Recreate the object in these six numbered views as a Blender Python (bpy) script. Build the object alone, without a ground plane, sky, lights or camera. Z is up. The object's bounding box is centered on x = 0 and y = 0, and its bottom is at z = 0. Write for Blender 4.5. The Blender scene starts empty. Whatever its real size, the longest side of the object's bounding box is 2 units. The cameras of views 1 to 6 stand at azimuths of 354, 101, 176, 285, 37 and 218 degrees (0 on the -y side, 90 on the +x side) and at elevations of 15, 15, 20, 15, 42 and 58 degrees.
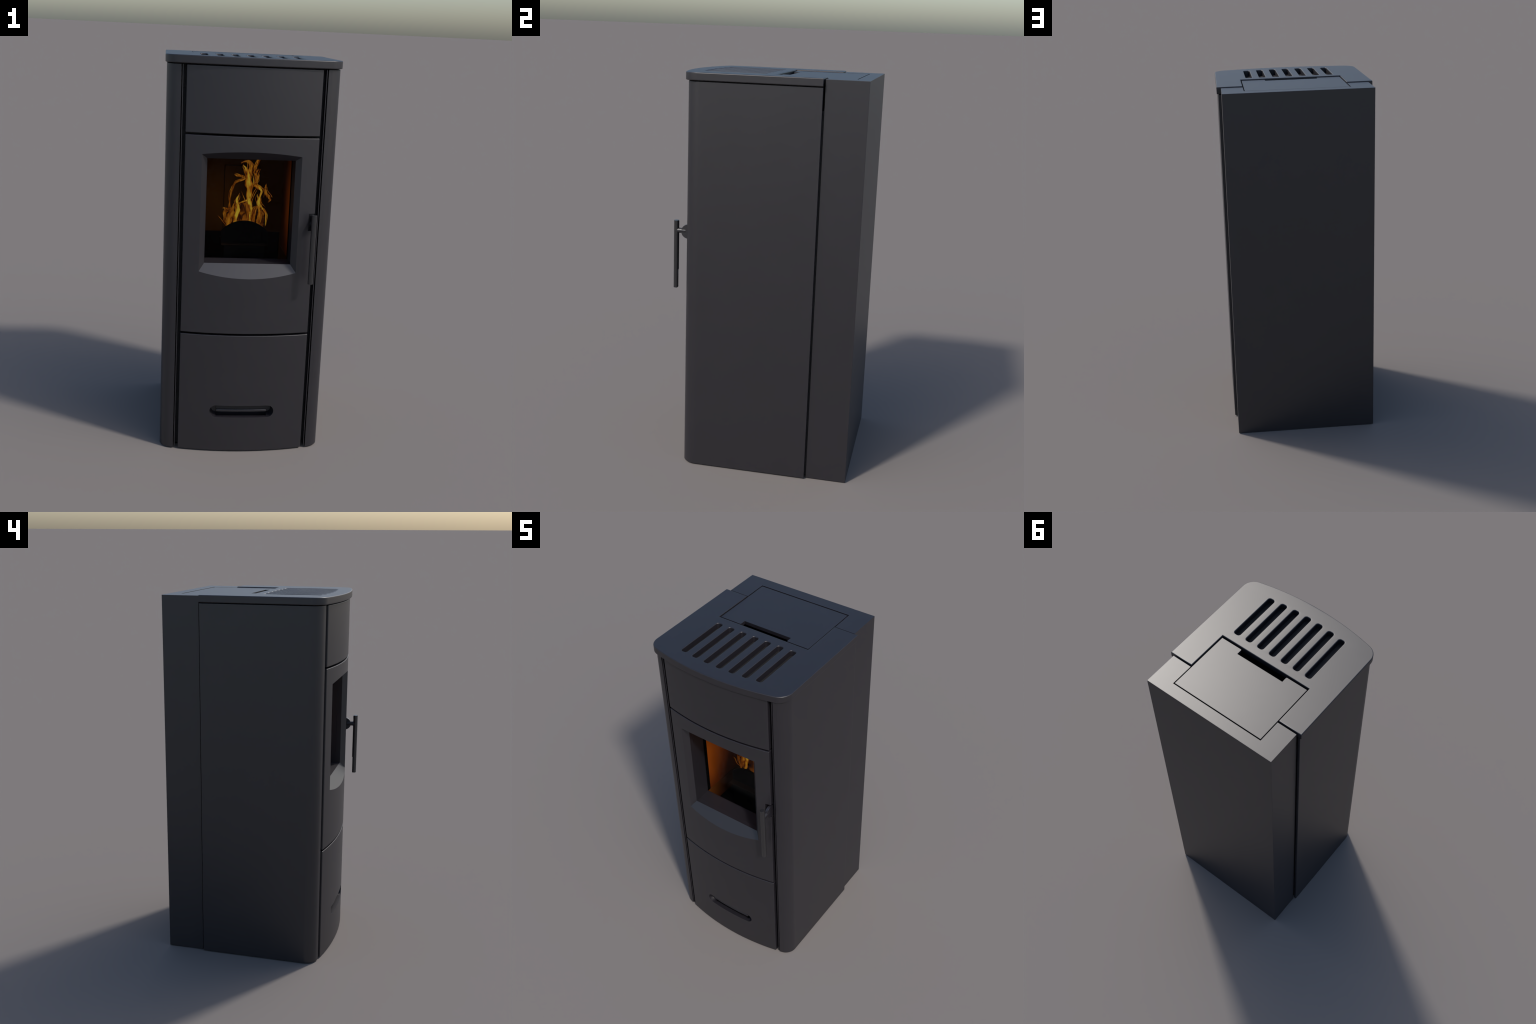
"""Free-standing pellet stove: anthracite painted steel cabinet with a bowed front,
a recessed fire window with burning flames, ash drawer, slotted top plate, hopper lid
and a plain rear housing.  All sizes in metres, front faces -y, base on z = 0."""
import bpy, bmesh, math, random
from math import sin, cos, sqrt, pi, radians
from mathutils import Vector, Matrix

# ------------------------------------------------------------------ dimensions
PLATE_HALF, PLATE_REAR, PLATE_APEX = 0.4232, 0.261, -0.4440
PLATE_BOTTOM, PLATE_TOP = 1.962, 2.0
PLATE_RADIUS = 1.5625                 # sweep of the bowed plate edge
FRONT_APEX, FRONT_RADIUS = -0.4345, 1.408   # sweep of the bowed front panels
PANEL_HALF = 0.3228                   # half width of the front panels
SIDE_OUT, SIDE_EDGE, SIDE_REAR = 0.4155, 0.3475, 0.2610
BOX_HALF, BOX_FRONT, BOX_REAR, BOX_TOP = 0.40, 0.268, 0.470, 1.995
LID_HALF, LID_FRONT, LID_REAR = 0.2775, 0.0225, 0.3970
WELL_HALF, WELL_FRONT, WELL_REAR = 0.2830, 0.0125, 0.4040
WIN_HALF, WIN_BOTTOM, WIN_TOP = 0.2145, 1.000, 1.520
WIN_FACE, GLASS_Y = -0.388, -0.288


# ------------------------------------------------------------------ node materials
def material(name):
    m = bpy.data.materials.new(name)
    m.use_nodes = True
    nt = m.node_tree
    return m, nt, nt.nodes["Principled BSDF"]


def node(nt, kind, **kw):
    n = nt.nodes.new(kind)
    for k, v in kw.items():
        setattr(n, k, v)
    return n


def ramp(nt, stops):
    r = node(nt, "ShaderNodeValToRGB")
    el = r.color_ramp.elements
    while len(el) < len(stops):
        el.new(0.5)
    for e, (p, c) in zip(el, stops):
        e.position, e.color = p, (*c, 1)
    return r


def painted_steel(name, colour, rough, specular=0.5, grain=0.03):
    """Powder coated steel: even colour, a very fine orange-peel grain and faint mottling."""
    m, nt, b = material(name)
    L = nt.links.new
    co = node(nt, "ShaderNodeTexCoord")
    no = node(nt, "ShaderNodeTexNoise")
    no.inputs["Scale"].default_value, no.inputs["Detail"].default_value = 9.0, 3.0
    L(co.outputs["Object"], no.inputs["Vector"])
    r = ramp(nt, [(0.3, tuple(c * 0.95 for c in colour)), (0.7, tuple(c * 1.05 for c in colour))])
    L(no.outputs["Fac"], r.inputs["Fac"])
    L(r.outputs["Color"], b.inputs["Base Color"])
    fine = node(nt, "ShaderNodeTexNoise")
    fine.inputs["Scale"].default_value, fine.inputs["Detail"].default_value = 420.0, 2.0
    L(co.outputs["Object"], fine.inputs["Vector"])
    bump = node(nt, "ShaderNodeBump")
    bump.inputs["Strength"].default_value, bump.inputs["Distance"].default_value = grain, 0.0006
    L(fine.outputs["Fac"], bump.inputs["Height"])
    L(bump.outputs["Normal"], b.inputs["Normal"])
    b.inputs["Roughness"].default_value = rough
    b.inputs["Specular IOR Level"].default_value = specular
    return m


def plain(name, colour, rough=0.6, metallic=0.0, specular=0.5):
    m, nt, b = material(name)
    b.inputs["Base Color"].default_value = (*colour, 1)
    b.inputs["Roughness"].default_value, b.inputs["Metallic"].default_value = rough, metallic
    b.inputs["Specular IOR Level"].default_value = specular
    return m


PAINT = painted_steel("anthracite_paint", (0.0132, 0.0116, 0.0155), 0.418, 0.80, 0.012)
HANDLE_STEEL = painted_steel("handle_steel", (0.016, 0.0155, 0.017), 0.30, 0.9, 0.002)
DARK = plain("inner_dark_steel", (0.017, 0.016, 0.017), 0.6, 0.0, 0.4)
SOOT = plain("soot_black_iron", (0.0012, 0.0012, 0.0011), 0.85, 0.0, 0.03)


def painted_firelight(name, centre, size, peak, floor=0.03):
    """Lining with firelight painted into colour and emission, falling off to near black."""
    m, nt, b = material(name)
    L = nt.links.new
    co = node(nt, "ShaderNodeTexCoord")
    mp = node(nt, "ShaderNodeMapping", vector_type="TEXTURE")
    mp.inputs["Location"].default_value = centre
    mp.inputs["Scale"].default_value = size
    L(co.outputs["Object"], mp.inputs["Vector"])
    g = node(nt, "ShaderNodeTexGradient", gradient_type="SPHERICAL")
    L(mp.outputs["Vector"], g.inputs["Vector"])
    no = node(nt, "ShaderNodeTexNoise")
    no.inputs["Scale"].default_value, no.inputs["Detail"].default_value = 5.0, 2.0
    L(co.outputs["Object"], no.inputs["Vector"])
    add = node(nt, "ShaderNodeMath", operation="MULTIPLY_ADD")
    L(no.outputs["Fac"], add.inputs[0])
    add.inputs[1].default_value = 0.25
    L(g.outputs["Fac"], add.inputs[2])
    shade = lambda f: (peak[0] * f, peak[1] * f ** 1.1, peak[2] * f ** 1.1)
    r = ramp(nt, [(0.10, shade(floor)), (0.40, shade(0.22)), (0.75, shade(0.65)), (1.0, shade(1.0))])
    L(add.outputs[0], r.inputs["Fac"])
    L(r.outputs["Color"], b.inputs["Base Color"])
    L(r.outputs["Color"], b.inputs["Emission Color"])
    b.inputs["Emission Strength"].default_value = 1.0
    b.inputs["Roughness"].default_value = 0.9
    b.inputs["Specular IOR Level"].default_value = 0.05
    return m


def fire(name, core, mid, rim, strength, scale):
    """Flame: bright core fading to a dull red rim, streaked along its rise."""
    m, nt, b = material(name)
    L = nt.links.new
    co = node(nt, "ShaderNodeTexCoord")
    mp = node(nt, "ShaderNodeMapping")
    mp.inputs["Scale"].default_value = (scale, scale, scale * 0.28)
    L(co.outputs["Object"], mp.inputs["Vector"])
    no = node(nt, "ShaderNodeTexNoise")
    no.inputs["Scale"].default_value, no.inputs["Detail"].default_value = 1.0, 3.0
    no.inputs["Distortion"].default_value = 0.8
    L(mp.outputs["Vector"], no.inputs["Vector"])
    lw = node(nt, "ShaderNodeLayerWeight")
    lw.inputs["Blend"].default_value = 0.5
    inv = node(nt, "ShaderNodeMath", operation="SUBTRACT")
    inv.inputs[0].default_value = 1.0
    L(lw.outputs["Facing"], inv.inputs[1])
    streak = node(nt, "ShaderNodeMapRange")
    L(no.outputs["Fac"], streak.inputs["Value"])
    for k, v in (("From Min", 0.32), ("From Max", 0.68), ("To Min", 0.30), ("To Max", 1.15)):
        streak.inputs[k].default_value = v
    heat = node(nt, "ShaderNodeMath", operation="MULTIPLY")
    L(inv.outputs[0], heat.inputs[0])
    L(streak.outputs["Result"], heat.inputs[1])
    r = ramp(nt, [(0.12, rim), (0.48, mid), (0.88, core)])
    L(heat.outputs[0], r.inputs["Fac"])
    b.inputs["Base Color"].default_value = (0, 0, 0, 1)
    b.inputs["Specular IOR Level"].default_value = 0.0
    L(r.outputs["Color"], b.inputs["Emission Color"])
    b.inputs["Emission Strength"].default_value = strength
    return m


FLAME_YELLOW = fire("flame_yellow", (0.31, 0.22, 0.018), (0.19, 0.052, 0.003), (0.018, 0.003, 0.001), 1.0, 70)
FLAME_ORANGE = fire("flame_orange", (0.23, 0.095, 0.007), (0.10, 0.022, 0.0015), (0.010, 0.002, 0.001), 1.0, 70)
FLAME_AMBER = fire("flame_amber", (0.15, 0.045, 0.004), (0.030, 0.007, 0.001), (0.004, 0.001, 0.001), 1.0, 60)

GLASS, _nt, _b = material("fire_glass")          # clear pane: see-through, sheen growing towards grazing angles
_nt.nodes.remove(_b)
_clear = node(_nt, "ShaderNodeBsdfTransparent")
_clear.inputs["Color"].default_value = (0.93, 0.93, 0.93, 1)
_sheen = node(_nt, "ShaderNodeBsdfGlossy")
_sheen.inputs["Color"].default_value = (0.9, 0.9, 0.9, 1)
_sheen.inputs["Roughness"].default_value = 0.04
_tilt = node(_nt, "ShaderNodeLayerWeight")
_tilt.inputs["Blend"].default_value = 0.5
_steep = node(_nt, "ShaderNodeMath", operation="POWER")
_steep.inputs[1].default_value = 5.0
_less = node(_nt, "ShaderNodeMath", operation="MULTIPLY_ADD")
_less.inputs[1].default_value, _less.inputs[2].default_value = 0.32, 0.004
_pane = node(_nt, "ShaderNodeMixShader")
_nt.links.new(_tilt.outputs["Facing"], _steep.inputs[0])
_nt.links.new(_steep.outputs[0], _less.inputs[0])
_nt.links.new(_less.outputs[0], _pane.inputs[0])
_nt.links.new(_clear.outputs[0], _pane.inputs[1])
_nt.links.new(_sheen.outputs[0], _pane.inputs[2])
_nt.links.new(_pane.outputs[0], _nt.nodes["Material Output"].inputs["Surface"])


# ------------------------------------------------------------------ geometry helpers
def add(name, mesh, parent, mat):
    o = bpy.data.objects.new(name, mesh)
    bpy.context.scene.collection.objects.link(o)
    o.parent = parent
    if mat and not mesh.materials:
        mesh.materials.append(mat)
    return o


def finish(mesh, angle=32):
    mesh.polygons.foreach_set("use_smooth", [True] * len(mesh.polygons))
    mesh.set_sharp_from_angle(angle=radians(angle))
    mesh.update()


def weighted(o):
    """Let the large flat faces rule the shading, so that edge rounds stay crisp."""
    w = o.modifiers.new("normals", "WEIGHTED_NORMAL")
    w.mode, w.weight, w.keep_sharp = "FACE_AREA", 100, True
    dg = bpy.context.evaluated_depsgraph_get()
    me = bpy.data.meshes.new_from_object(o.evaluated_get(dg))
    o.modifiers.clear()
    o.data = me


def modified(o, build):
    """Apply the modifiers that `build` puts on o, without operators."""
    build(o)
    dg = bpy.context.evaluated_depsgraph_get()
    me = bpy.data.meshes.new_from_object(o.evaluated_get(dg))
    o.modifiers.clear()
    o.data = me
    return o


def prism_mesh(outline, z0, z1, name="prism"):
    bm = bmesh.new()
    low = [bm.verts.new((x, y, z0)) for x, y in outline]
    high = [bm.verts.new((x, y, z1)) for x, y in outline]
    n = len(outline)
    for i in range(n):
        j = (i + 1) % n
        bm.faces.new((low[i], low[j], high[j], high[i]))
    bm.faces.new(high)
    bm.faces.new(low[::-1])
    bmesh.ops.recalc_face_normals(bm, faces=bm.faces)
    me = bpy.data.meshes.new(name)
    bm.to_mesh(me)
    bm.free()
    return me


def rounded(o, width, segments=3, angle=35):
    def build(o):
        b = o.modifiers.new("edge", "BEVEL")
        b.width, b.segments, b.limit_method, b.angle_limit = width, segments, "ANGLE", radians(angle)
        b.harden_normals = False
    modified(o, build)
    finish(o.data)
    return o


def prism(name, outline, z0, z1, parent, mat, bevel=0.0, segments=3):
    o = add(name, prism_mesh(outline, z0, z1, name), parent, mat)
    if bevel:
        rounded(o, bevel, segments)
    else:
        finish(o.data)
    return o


def box(name, x, y, z, parent, mat, bevel=0.0, segments=2):
    return prism(name, [(x[0], y[0]), (x[1], y[0]), (x[1], y[1]), (x[0], y[1])], z[0], z[1], parent, mat, bevel, segments)


def cut(o, cutter_mesh):
    c = bpy.data.objects.new("cutter", cutter_mesh)
    bpy.context.scene.collection.objects.link(c)

    def build(o):
        b = o.modifiers.new("cut", "BOOLEAN")
        b.operation, b.solver, b.object = "DIFFERENCE", "EXACT", c
    bpy.context.view_layer.update()
    modified(o, build)
    bpy.data.objects.remove(c)
    finish(o.data)
    return o


def bow(x, apex, radius):
    return apex + radius - sqrt(radius * radius - x * x)


def arc_points(cx, cy, r, a0, a1, n):
    return [(cx + r * cos(a0 + (a1 - a0) * i / n), cy + r * sin(a0 + (a1 - a0) * i / n)) for i in range(n + 1)]


def corner_circle(half, apex, radius, r):
    """Centre of the round that blends a straight side x = half into the bowed front."""
    cx, by = half - r, apex + radius
    return cx, by - sqrt((radius - r) ** 2 - cx * cx), by


def slot_outline(x, y0, y1, w, r):
    pts = []
    for cx, cy, a in ((x + w - r, y1 - r, 0), (x - w + r, y1 - r, 90), (x - w + r, y0 + r, 180), (x + w - r, y0 + r, 270)):
        pts += arc_points(cx, cy, r, radians(a), radians(a + 90), 6)
    return pts


def sheet_with_holes(name, outlines, z0, z1, bevel, parent, mat):
    """Flat plate from closed outlines (first the rim, then holes) with rounded edges."""
    cu = bpy.data.curves.new(name, "CURVE")
    cu.dimensions, cu.fill_mode = "2D", "BOTH"
    for pts in outlines:
        s = cu.splines.new("POLY")
        s.points.add(len(pts) - 1)
        for p, (x, y) in zip(s.points, pts):
            p.co = (x, y, 0, 1)
        s.use_cyclic_u = True
    cu.bevel_depth, cu.bevel_resolution = bevel, 3
    cu.offset = -bevel
    cu.extrude = (z1 - z0) / 2 - bevel
    tmp = bpy.data.objects.new(name, cu)
    bpy.context.scene.collection.objects.link(tmp)
    bpy.context.view_layer.update()
    me = bpy.data.meshes.new_from_object(tmp.evaluated_get(bpy.context.evaluated_depsgraph_get()))
    bpy.data.objects.remove(tmp)
    me.transform(Matrix.Translation((0, 0, (z0 + z1) / 2)))
    me.materials.clear()
    bm = bmesh.new()
    bm.from_mesh(me)
    bmesh.ops.remove_doubles(bm, verts=bm.verts, dist=1e-5)
    bmesh.ops.recalc_face_normals(bm, faces=bm.faces)
    bm.to_mesh(me)
    bm.free()
    finish(me)
    return add(name, me, parent, mat)


def join_meshes(meshes, name):
    bm = bmesh.new()
    for me in meshes:
        bm.from_mesh(me)
    out = bpy.data.meshes.new(name)
    bm.to_mesh(out)
    bm.free()
    return out


# ------------------------------------------------------------------ the stove
stove = bpy.data.objects.new("pellet_stove", None)
bpy.context.scene.collection.objects.link(stove)
stove["label"] = "tall anthracite pellet stove with bowed front and burning fire window"
stove["category"] = "stove"

# ---- top plate: bowed front, rounded corners, hopper cut-out and seven air slots
cx, cy, by = corner_circle(PLATE_HALF, PLATE_APEX, PLATE_RADIUS, 0.075)
half_front = math.atan2(cx, by - cy)
rim = [(PLATE_HALF, PLATE_REAR), (WELL_HALF, PLATE_REAR), (WELL_HALF, WELL_FRONT), (-WELL_HALF, WELL_FRONT),
       (-WELL_HALF, PLATE_REAR), (-PLATE_HALF, PLATE_REAR)]
rim += arc_points(-cx, cy, 0.075, pi, 1.5 * pi - half_front, 14)
rim += arc_points(0, by, PLATE_RADIUS, 1.5 * pi - half_front, 1.5 * pi + half_front, 64)[1:-1]
rim += arc_points(cx, cy, 0.075, 1.5 * pi + half_front, 2 * pi, 14)
slots = []
for i in range(-3, 4):
    x = i * 0.0775
    slots.append(slot_outline(x, bow(x, PLATE_APEX, PLATE_RADIUS) + 0.0830, -0.0385, 0.0185, 0.013))
top_plate = sheet_with_holes("top_plate", [rim] + slots, PLATE_BOTTOM, PLATE_TOP, 0.0045, stove, PAINT)

# ---- hopper lid with finger notch
notch_half, notch_y = 0.147, 0.0575
lid_rim = [(LID_HALF, LID_REAR), (-LID_HALF, LID_REAR), (-LID_HALF, LID_FRONT), (-notch_half - 0.003, LID_FRONT),
           (-notch_half, LID_FRONT + 0.004), (-notch_half, notch_y), (notch_half, notch_y), (notch_half, LID_FRONT + 0.004),
           (notch_half + 0.003, LID_FRONT), (LID_HALF, LID_FRONT)]
lid = prism("hopper_lid", lid_rim, 1.9740, 1.9945, stove, PAINT, 0.001, 2)

# ---- rear housing
rear = box("rear_housing", (-BOX_HALF, BOX_HALF), (BOX_FRONT, BOX_REAR), (0.0, BOX_TOP), stove, PAINT, 0.0016, 2)
cut(rear, prism_mesh([(-WELL_HALF, 0.2), (WELL_HALF, 0.2), (WELL_HALF, WELL_REAR), (-WELL_HALF, WELL_REAR)], 1.93, 2.1))

# ---- side panels: sheet bent round the front corner
def side_outline(s):
    r = 0.070
    cx, cy, by = corner_circle(SIDE_OUT, FRONT_APEX, FRONT_RADIUS, r)
    a = math.atan2(cx, by - cy)
    outer = [(SIDE_OUT, SIDE_REAR)] + arc_points(cx, cy, r, 0, -pi / 2 + a, 16)
    outer += [(SIDE_EDGE, bow(SIDE_EDGE, FRONT_APEX, FRONT_RADIUS))]
    inner = [(SIDE_EDGE, -0.362), (0.352, -0.362), (0.352, -0.374)]
    inner += arc_points(cx, cy, r - 0.016, -pi / 2 + a, 0, 10)[1:] + [(SIDE_OUT - 0.016, SIDE_REAR)]
    return [(s * x, y) for x, y in outer + inner]


for s in (-1, 1):
    prism("side_panel", side_outline(s), 0.003, 1.9580, stove, PAINT, 0.0030, 3)

# ---- thin upright trim that shows in the joint beside the front panels
for s in (-1, 1):
    xs = sorted((s * 0.3385, s * 0.3425))
    box("corner_trim", xs, (-0.3885, -0.3505), (0.008, 1.957), stove, PAINT, 0.0008, 2)


# ---- bowed front panels
def bowed_outline(half, depth_y, n=48):
    pts = [(half * (2 * i / n - 1), bow(half * (2 * i / n - 1), FRONT_APEX, FRONT_RADIUS)) for i in range(n + 1)]
    return pts + [(half, depth_y), (-half, depth_y)]


prism("upper_front_panel", bowed_outline(PANEL_HALF, -0.362), 1.6425, 1.9570, stove, PAINT, 0.003, 3)

# fire door with flared window opening and a tunnel back to the glass
door = prism("fire_door", bowed_outline(PANEL_HALF, -0.362), 0.6445, 1.6325, stove, PAINT, 0.003, 3)


def frustum(levels):
    """Rectangular loft along y; each level is (y, half_width, z_low, z_high)."""
    bm = bmesh.new()
    rings = [[bm.verts.new((sx * w, y, z)) for sx, z in ((-1, a), (1, a), (1, b), (-1, b))] for y, w, a, b in levels]
    for p, q in zip(rings, rings[1:]):
        for i in range(4):
            bm.faces.new((p[i], p[(i + 1) % 4], q[(i + 1) % 4], q[i]))
    bm.faces.new(rings[0][::-1])
    bm.faces.new(rings[-1])
    bmesh.ops.recalc_face_normals(bm, faces=bm.faces)
    me = bpy.data.meshes.new("window_opening")
    bm.to_mesh(me)
    bm.free()
    return me


flare = 0.10
opening = [(WIN_FACE - flare, WIN_HALF + 1.06 * flare, WIN_BOTTOM - 1.45 * flare, WIN_TOP + 0.87 * flare),
           (WIN_FACE, WIN_HALF, WIN_BOTTOM, WIN_TOP), (-0.2, WIN_HALF, WIN_BOTTOM, WIN_TOP)]
cut(door, frustum(opening))
# recess for the latch lever at the free edge
latch_hole = prism_mesh([(0.2915, -0.5), (0.40, -0.5), (0.40, -0.372), (0.2915, -0.372)], 1.1765, 1.2635)
cut(door, latch_hole)

# window tunnel behind the door face
ring = [(-0.235, -0.3615), (0.235, -0.3615), (0.235, -0.2830), (-0.235, -0.2830)]
tunnel = prism("window_frame", ring, 0.975, 1.545, door, PAINT)
cut(tunnel, frustum([(-0.45, WIN_HALF, WIN_BOTTOM, WIN_TOP), (-0.2, WIN_HALF, WIN_BOTTOM, WIN_TOP)]))
pane = box("glass_pane", (-WIN_HALF + 0.0005, WIN_HALF - 0.0005), (GLASS_Y, GLASS_Y + 0.0045), (WIN_BOTTOM + 0.0005, WIN_TOP - 0.0005), door, GLASS)
gasket = prism("glass_gasket", [(-WIN_HALF - 0.006, -0.2828), (WIN_HALF + 0.006, -0.2828),
                                (WIN_HALF + 0.006, -0.2625), (-WIN_HALF - 0.006, -0.2625)], WIN_BOTTOM + 0.001, WIN_TOP + 0.006, door, SOOT)
cut(gasket, frustum([(-0.45, WIN_HALF - 0.0025, WIN_BOTTOM - 0.01, WIN_TOP - 0.0025), (-0.2, WIN_HALF - 0.0025, WIN_BOTTOM - 0.01, WIN_TOP - 0.0025)]))

# ---- door handle: upright rod on a short neck and a half-round latch lever
HX, HY, HR = 0.3105, -0.457, 0.013


def rod_outline(flat):
    pts = arc_points(HX, HY, HR, 0, 2 * pi, 32)[:-1]
    return [(x, min(y, HY + flat)) for x, y in pts]


rod = add("handle_rod", prism_mesh(rod_outline(0.0088), 0.919, 1.2675, "handle_rod"), door, HANDLE_STEEL)
rounded(rod, 0.0016, 2, 60)
cap = [(x, y) for x, y in arc_points(HX, HY, HR, radians(40), radians(140), 14)]
prism("handle_back_strip", [(x, max(y, HY + 0.0090)) for x, y in cap], 1.0145, 1.2655, door, HANDLE_STEEL)
neck = add("handle_neck", prism_mesh(arc_points(0, 0, 0.0128, 0, 2 * pi, 24)[:-1], 0, 0.05, "handle_neck"), door, PAINT)
neck.data.transform(Matrix.Translation((HX, -0.408, 1.2165)) @ Matrix.Rotation(radians(90), 4, "X"))
finish(neck.data)
lever_pts = arc_points(0, 0, 0.0360, 0, 2 * pi, 48)[:-1]
lever = add("latch_lever", prism_mesh(lever_pts, -0.0078, 0.0078, "latch_lever"), door, PAINT)
lever.data.transform(Matrix.Translation((0.3138, -0.3945, 1.2145)) @ Matrix.Rotation(radians(90), 4, "Y"))
rounded(lever, 0.0012, 2)

# ---- ash drawer front with a scooped finger grip
drawer = prism("ash_drawer", bowed_outline(PANEL_HALF, -0.362), 0.0035, 0.6345, stove, PAINT, 0.003, 3)
GZ, GH, GX = 0.2225, 0.032, 0.1655


def stadium(r_inset=0.0):
    pts = []
    for sgn, a0 in ((1, -90), (-1, 90)):
        for i in range(17):
            q = radians(a0 + 180 * i / 16)
            pts.append((sgn * (GX - GH) + (GH - r_inset) * cos(q), GZ + (GH - r_inset) * sin(q)))
    return pts


def pocket(levels):
    """Loft of stadium outlines along y, each level (y, inset)."""
    bm = bmesh.new()
    rings = [[bm.verts.new((x, y, z)) for x, z in stadium(inset)] for y, inset in levels]
    for p, q in zip(rings, rings[1:]):
        for i in range(len(p)):
            j = (i + 1) % len(p)
            bm.faces.new((p[i], p[j], q[j], q[i]))
    bm.faces.new(rings[0][::-1])
    bm.faces.new(rings[-1])
    bmesh.ops.recalc_face_normals(bm, faces=bm.faces)
    me = bpy.data.meshes.new("grip_pocket")
    bm.to_mesh(me)
    bm.free()
    return me


cut(drawer, pocket([(-0.50, 0.0), (-0.415, 0.0), (-0.395, 0.003), (-0.380, 0.012)]))
cut(drawer, prism_mesh([(-0.131, -0.50), (0.131, -0.50), (0.131, -0.408), (-0.131, -0.408)], GZ - GH, GZ + GH))
cut(drawer, prism_mesh([(-0.131, -0.409), (0.131, -0.409), (0.131, -0.30), (-0.131, -0.30)], 0.160, GZ + GH))
box("grip_back_plate", (-0.150, 0.150), (-0.3580, -0.3525), (0.150, 0.265), drawer, PAINT)


def grip_bar(front, thick):
    xs = [0.131 * (2 * i / 16 - 1) for i in range(17)]
    pts = [(x, bow(x, front, FRONT_RADIUS)) for x in xs]
    return pts + [(x, y + thick) for x, y in reversed(pts)]


prism("drawer_grip_bar", grip_bar(-0.4195, 0.012), 0.2140, 0.2285, drawer, PAINT, 0.004, 3)
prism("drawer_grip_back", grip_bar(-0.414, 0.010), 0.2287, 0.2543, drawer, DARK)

# ---- inner body (dark carcass seen through joints, slots and the hopper notch)
carcass = box("inner_body", (-0.3915, 0.3915), (-0.350, 0.2665), (0.012, 1.850), stove, DARK)
cut(carcass, prism_mesh([(-0.24, -0.5), (0.24, -0.5), (0.24, 0.11), (-0.24, 0.11)], 0.86, 1.58))
box("slot_floor", (-0.275, 0.275), (-0.385, -0.006), (1.8505, 1.9655), stove, DARK)
box("hopper_rim", (-0.26, 0.26), (-0.0055, 0.2600), (1.8505, 1.9545), stove, SOOT)  # near-black floor seen through the lid notch
for s in (-1, 1):
    box("front_bearer", sorted((s * 0.276, s * 0.391)), (-0.3495, -0.3305), (1.8505, 1.9615), stove, DARK)
    xs = sorted((s * 0.345, s * 0.3715))
    box("top_bearer", xs, (-0.33, 0.255), (1.8505, 1.9615), stove, DARK)

# ---- fire chamber
chamber = bpy.data.objects.new("fire_chamber", None)
bpy.context.scene.collection.objects.link(chamber)
chamber.parent = stove
BACK = 0.070
LEFT_PAINTED_GLOW = painted_firelight("left_lining_painted_firelight", (-0.2145, -0.285, 1.25), (0.30, 0.24, 0.38), (0.145, 0.031, 0.0026))
RIGHT_PAINTED_GLOW = painted_firelight("right_lining_painted_firelight", (0.2145, -0.265, 1.27), (0.30, 0.27, 0.36), (0.060, 0.012, 0.0009))
LOWER_PAINTED_GLOW = painted_firelight("lower_lining_painted_firelight", (-0.2145, -0.29, 0.98), (0.32, 0.20, 0.22), (0.042, 0.012, 0.0016))
BACK_PAINTED_GLOW = painted_firelight("back_lining_painted_firelight", (-0.14, 0.02, 1.22), (0.28, 0.2, 0.34), (0.0150, 0.0050, 0.0006), 0.16)
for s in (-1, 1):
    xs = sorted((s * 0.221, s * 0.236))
    box("side_lining", xs, (-0.2615, BACK), (0.990, 1.545), chamber, LEFT_PAINTED_GLOW if s < 0 else RIGHT_PAINTED_GLOW)
    box("lower_lining", xs, (-0.2825, BACK), (0.865, 0.9875), chamber, LOWER_PAINTED_GLOW)
box("back_lining", (-0.235, 0.235), (BACK, BACK + 0.02), (0.866, 1.545), chamber, BACK_PAINTED_GLOW)
box("back_insert", (-0.0945, 0.0905), (BACK - 0.004, BACK - 0.0005), (1.064, 1.417), chamber, BACK_PAINTED_GLOW, 0.001)
for xs, zs in (((-0.0985, -0.0950), (1.064, 1.4215)), ((0.0910, 0.0945), (1.064, 1.4215)), ((-0.0945, 0.0905), (1.4175, 1.4215))):
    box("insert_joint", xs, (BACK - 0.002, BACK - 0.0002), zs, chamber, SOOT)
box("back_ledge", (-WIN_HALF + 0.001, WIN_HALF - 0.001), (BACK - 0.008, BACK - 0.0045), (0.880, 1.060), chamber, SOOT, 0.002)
box("chamber_roof", (-0.235, 0.235), (-0.2615, BACK), (1.546, 1.556), chamber, SOOT)
box("chamber_floor", (-0.2355, 0.2355), (-0.2825, BACK + 0.02), (0.863, 0.8645), chamber, SOOT)

# burner pot: arched front plate standing on a lipped shelf above a narrower body
arch_half, spring, crown = 0.1205, 1.113, 1.168
rise = crown - spring
arch_r = (arch_half ** 2 + rise ** 2) / (2 * rise)
arch = [(-arch_half, 1.05)] + [(x, crown - arch_r + sqrt(arch_r ** 2 - x * x)) for x in [arch_half * (i / 12 - 1) for i in range(25)]] + [(arch_half, 1.05)]
pot = add("burner_front", prism_mesh(arch, 0, 0.012, "burner_front"), chamber, SOOT)
pot.data.transform(Matrix.Translation((0, -0.153, 0)) @ Matrix.Rotation(radians(90), 4, "X"))
rounded(pot, 0.002, 2)
BRASS = plain("heat_browned_edge", (0.010, 0.0045, 0.002), 0.8, 0.0, 0.05)
box("burner_shelf", (-0.121, 0.121), (-0.198, -0.02), (1.044, 1.0495), chamber, BRASS, 0.0015)
box("burner_body", (-0.104, 0.104), (-0.184, -0.02), (0.870, 1.0435), chamber, SOOT, 0.002)
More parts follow.
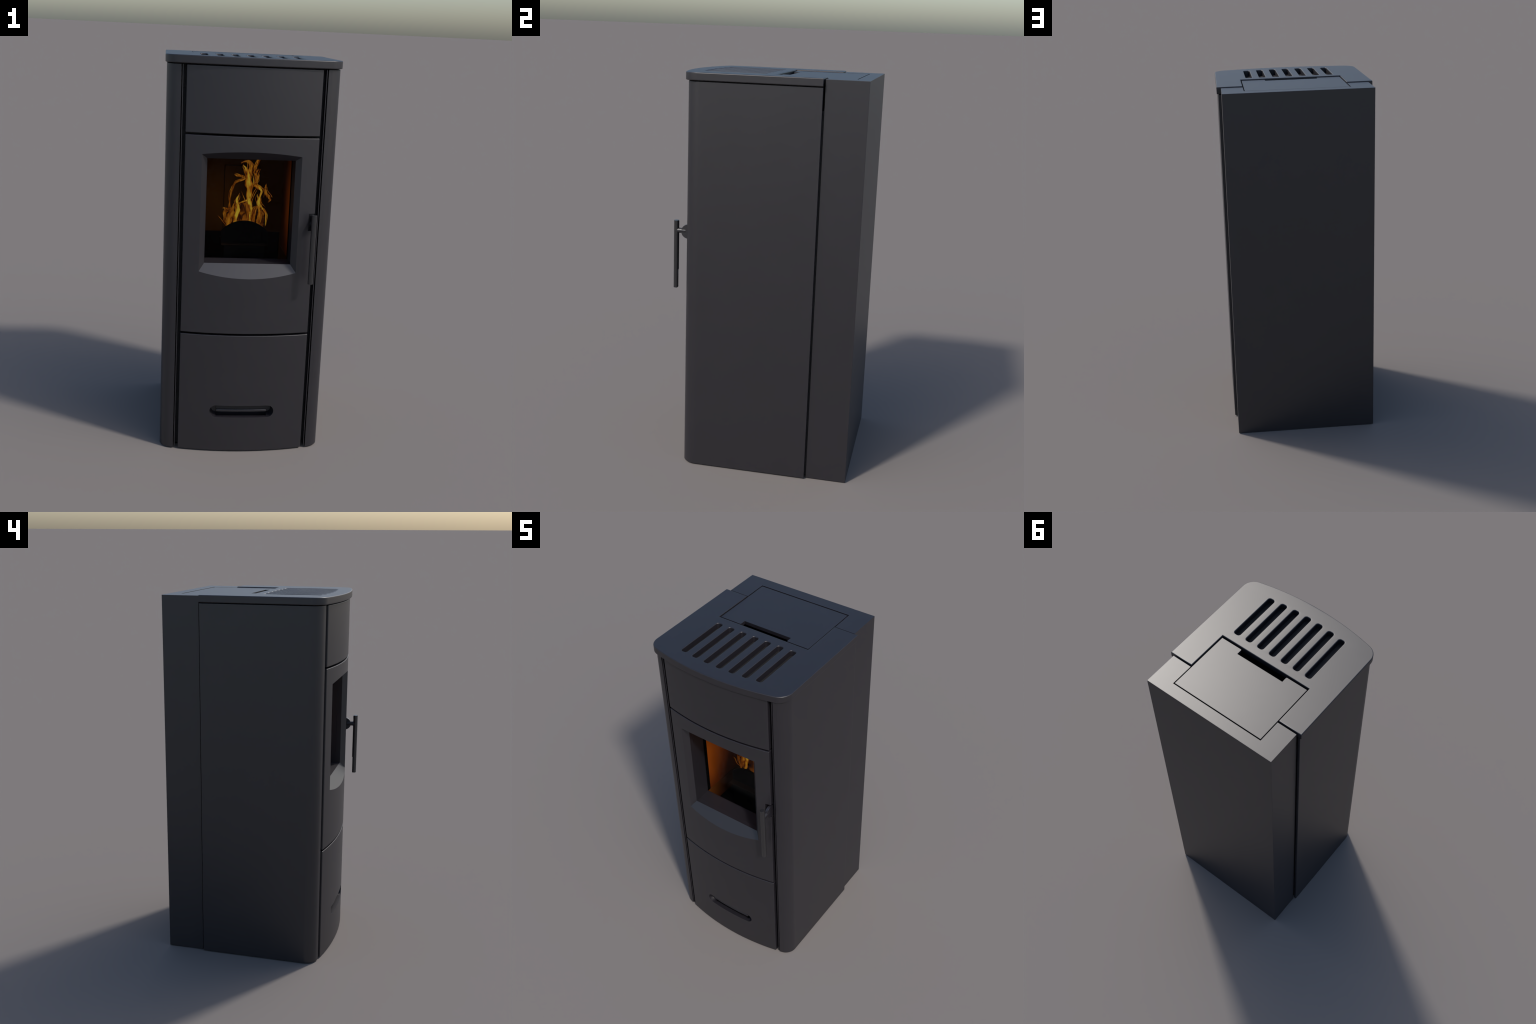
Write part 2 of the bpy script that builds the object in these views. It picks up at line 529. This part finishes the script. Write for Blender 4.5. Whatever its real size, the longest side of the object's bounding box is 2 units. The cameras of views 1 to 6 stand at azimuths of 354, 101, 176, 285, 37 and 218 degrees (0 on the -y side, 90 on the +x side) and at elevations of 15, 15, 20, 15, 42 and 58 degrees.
# flames: lofted tongues, each (x, z, half width) from root to tip
TONGUES = [
    ("Y", -0.128, [(-0.052, 1.138, .0101), (-0.044, 1.174, .0126), (-0.036, 1.213, .0134), (-0.037, 1.244, .0114), (-0.043, 1.266, .0085), (-0.037, 1.286, .0053), (-0.031, 1.300, .0008)]),
    ("Y", -0.125, [(0.013, 1.139, .0081), (0.029, 1.171, .0093), (0.035, 1.211, .0089), (0.028, 1.246, .0106), (0.021, 1.276, .0154), (0.018, 1.311, .0211), (0.020, 1.341, .0235), (0.015, 1.372, .0211), (0.012, 1.397, .0166), (0.006, 1.421, .0126), (-0.005, 1.440, .0065), (-0.018, 1.452, .0008)]),
    ("O", -0.121, [(0.023, 1.393, .0101), (0.024, 1.428, .0118), (0.026, 1.456, .0089), (0.012, 1.470, .0069), (-0.008, 1.471, .0049), (-0.029, 1.461, .0008)]),
    ("Y", -0.128, [(0.043, 1.351, .0101), (0.067, 1.338, .0106), (0.084, 1.317, .0073), (0.077, 1.286, .0081), (0.075, 1.256, .0069), (0.092, 1.230, .0061), (0.109, 1.204, .0049), (0.112, 1.173, .0028), (0.111, 1.133, .0008)]),
    ("Y", -0.133, [(0.068, 1.132, .0081), (0.073, 1.168, .0077), (0.078, 1.207, .0061), (0.074, 1.238, .0061), (0.068, 1.269, .0061), (0.063, 1.304, .0006)]),
    ("O", -0.130, [(0.043, 1.140, .0081), (0.046, 1.185, .0073), (0.053, 1.229, .0053), (0.069, 1.240, .0041)]),
    ("Y", -0.134, [(0.026, 1.140, .0091), (0.029, 1.175, .0083), (0.026, 1.211, .0016)]),
    ("O", -0.120, [(-0.086, 1.124, .0081), (-0.079, 1.155, .0183), (-0.073, 1.186, .0223), (-0.064, 1.217, .0142), (-0.058, 1.239, .0041), (-0.054, 1.252, .0008)]),
    ("O", -0.118, [(-0.085, 1.137, .0041), (-0.101, 1.163, .0032), (-0.102, 1.199, .0049), (-0.088, 1.219, .0061), (-0.111, 1.222, .0008)]),
    ("O", -0.118, [(-0.080, 1.217, .0061), (-0.079, 1.256, .0045), (-0.077, 1.295, .0037), (-0.067, 1.330, .0037), (-0.048, 1.359, .0041), (-0.014, 1.375, .0053), (0.002, 1.384, .0041)]),
    ("O", -0.119, [(-0.006, 1.387, .0061), (-0.028, 1.393, .0069), (-0.047, 1.395, .0053), (-0.060, 1.403, .0006)]),
    ("O", -0.127, [(0.045, 1.351, .0061), (0.056, 1.369, .0065), (0.056, 1.394, .0057), (0.053, 1.414, .0061), (0.067, 1.431, .0008)]),
    ("O", -0.125, [(0.039, 1.415, .0010), (0.045, 1.437, .0028), (0.053, 1.461, .0045), (0.060, 1.480, .0053), (0.063, 1.489, .0032), (0.064, 1.500, .0006)]),
    ("O", -0.125, [(0.105, 1.351, .0061), (0.104, 1.335, .0024), (0.104, 1.318, .0073), (0.112, 1.300, .0093), (0.128, 1.283, .0053), (0.132, 1.273, .0037), (0.122, 1.260, .0006)]),
    ("Y", -0.126, [(-0.031, 1.253, .0020), (-0.014, 1.259, .0045), (0.005, 1.268, .0061), (0.024, 1.278, .0041)]),
    ("A", -0.108, [(-0.004, 1.121, .0406), (-0.001, 1.166, .0508), (0.004, 1.201, .0467), (0.009, 1.236, .0386), (0.016, 1.263, .0223), (0.018, 1.280, .0061)]),
    ("A", -0.108, [(0.083, 1.123, .0264), (0.086, 1.168, .0264), (0.088, 1.203, .0223), (0.085, 1.230, .0101)]),
]


def spline(values, t):
    """Catmull-Rom through the control values at parameter t in 0..len-1."""
    i = min(int(t), len(values) - 2)
    f = t - i
    p = [values[max(0, min(len(values) - 1, i + k))] for k in (-1, 0, 1, 2)]
    return tuple(0.5 * (2 * b + (c - a) * f + (2 * a - 5 * b + 4 * c - d) * f * f + (3 * b - a - 3 * c + d) * f ** 3)
                 for a, b, c, d in zip(*p))


def tongue_mesh(y, ctrl, k):
    bm = bmesh.new()
    steps, sides = (len(ctrl) - 1) * 6, 12
    pts = [spline(ctrl, (len(ctrl) - 1) * i / steps) for i in range(steps + 1)]
    rings = []
    for i, (x, z, w) in enumerate(pts):
        a, b = pts[max(0, i - 1)], pts[min(steps, i + 1)]
        t = Vector((b[0] - a[0], 0, b[1] - a[1])).normalized()
        n = Vector((t.z, 0, -t.x))
        w = max(w, 0.0005)
        depth = min(w * 0.8, 0.022)
        ragged = 1.0 + 0.22 * sin(31 * i / steps + 2.3 * k) * sin(13 * i / steps + k)
        bend = 0.12 * w * sin(23 * i / steps + 3.1 * k)
        x, w = x + bend, w * ragged * 0.82
        sway = 0.004 * sin(9 * i / steps + 1.7 * k)
        rings.append([bm.verts.new(Vector((x, y + sway, z)) + n * (w * cos(q)) + Vector((0, depth * sin(q), 0)))
                      for q in [2 * pi * j / sides for j in range(sides)]])
    for p, q in zip(rings, rings[1:]):
        for j in range(sides):
            bm.faces.new((p[j], p[(j + 1) % sides], q[(j + 1) % sides], q[j]))
    bm.faces.new(rings[0][::-1])
    bm.faces.new(rings[-1])
    bmesh.ops.recalc_face_normals(bm, faces=bm.faces)
    me = bpy.data.meshes.new("flame_tongue")
    bm.to_mesh(me)
    bm.free()
    finish(me, 80)
    return me


# fine licks that follow and leave the main tongues
rnd = random.Random(7)
LICKS = []
for kind, y, ctrl in TONGUES[:14]:
    for n in range(9):
        i0 = rnd.randint(0, max(0, len(ctrl) - 4))
        part = ctrl[i0:i0 + rnd.randint(3, 5)]
        side = rnd.choice((-1, 1)) * rnd.uniform(0.3, 1.9)
        lick = []
        for j, (x, z, w) in enumerate(part):
            f = j / (len(part) - 1)
            lick.append((x + side * w * (0.5 + f) + rnd.uniform(-0.004, 0.004), z + rnd.uniform(-0.004, 0.008), 0.0005 + rnd.uniform(0.0010, 0.0030) * (1 - f) * (0.3 + f) * 2))
        LICKS.append(("O" if n else kind, y + rnd.uniform(-0.010, 0.006), lick))

for k, (kind, y, ctrl) in enumerate(TONGUES + LICKS):
    add("flame_tongue", tongue_mesh(y, ctrl, k), chamber, {"Y": FLAME_YELLOW, "O": FLAME_ORANGE, "A": FLAME_AMBER}[kind])

bpy.context.view_layer.update()
for o in list(bpy.context.scene.objects):
    if o.type == "MESH" and not o.name.startswith("flame"):
        weighted(o)

for me in list(bpy.data.meshes):
    if not me.users:
        bpy.data.meshes.remove(me)
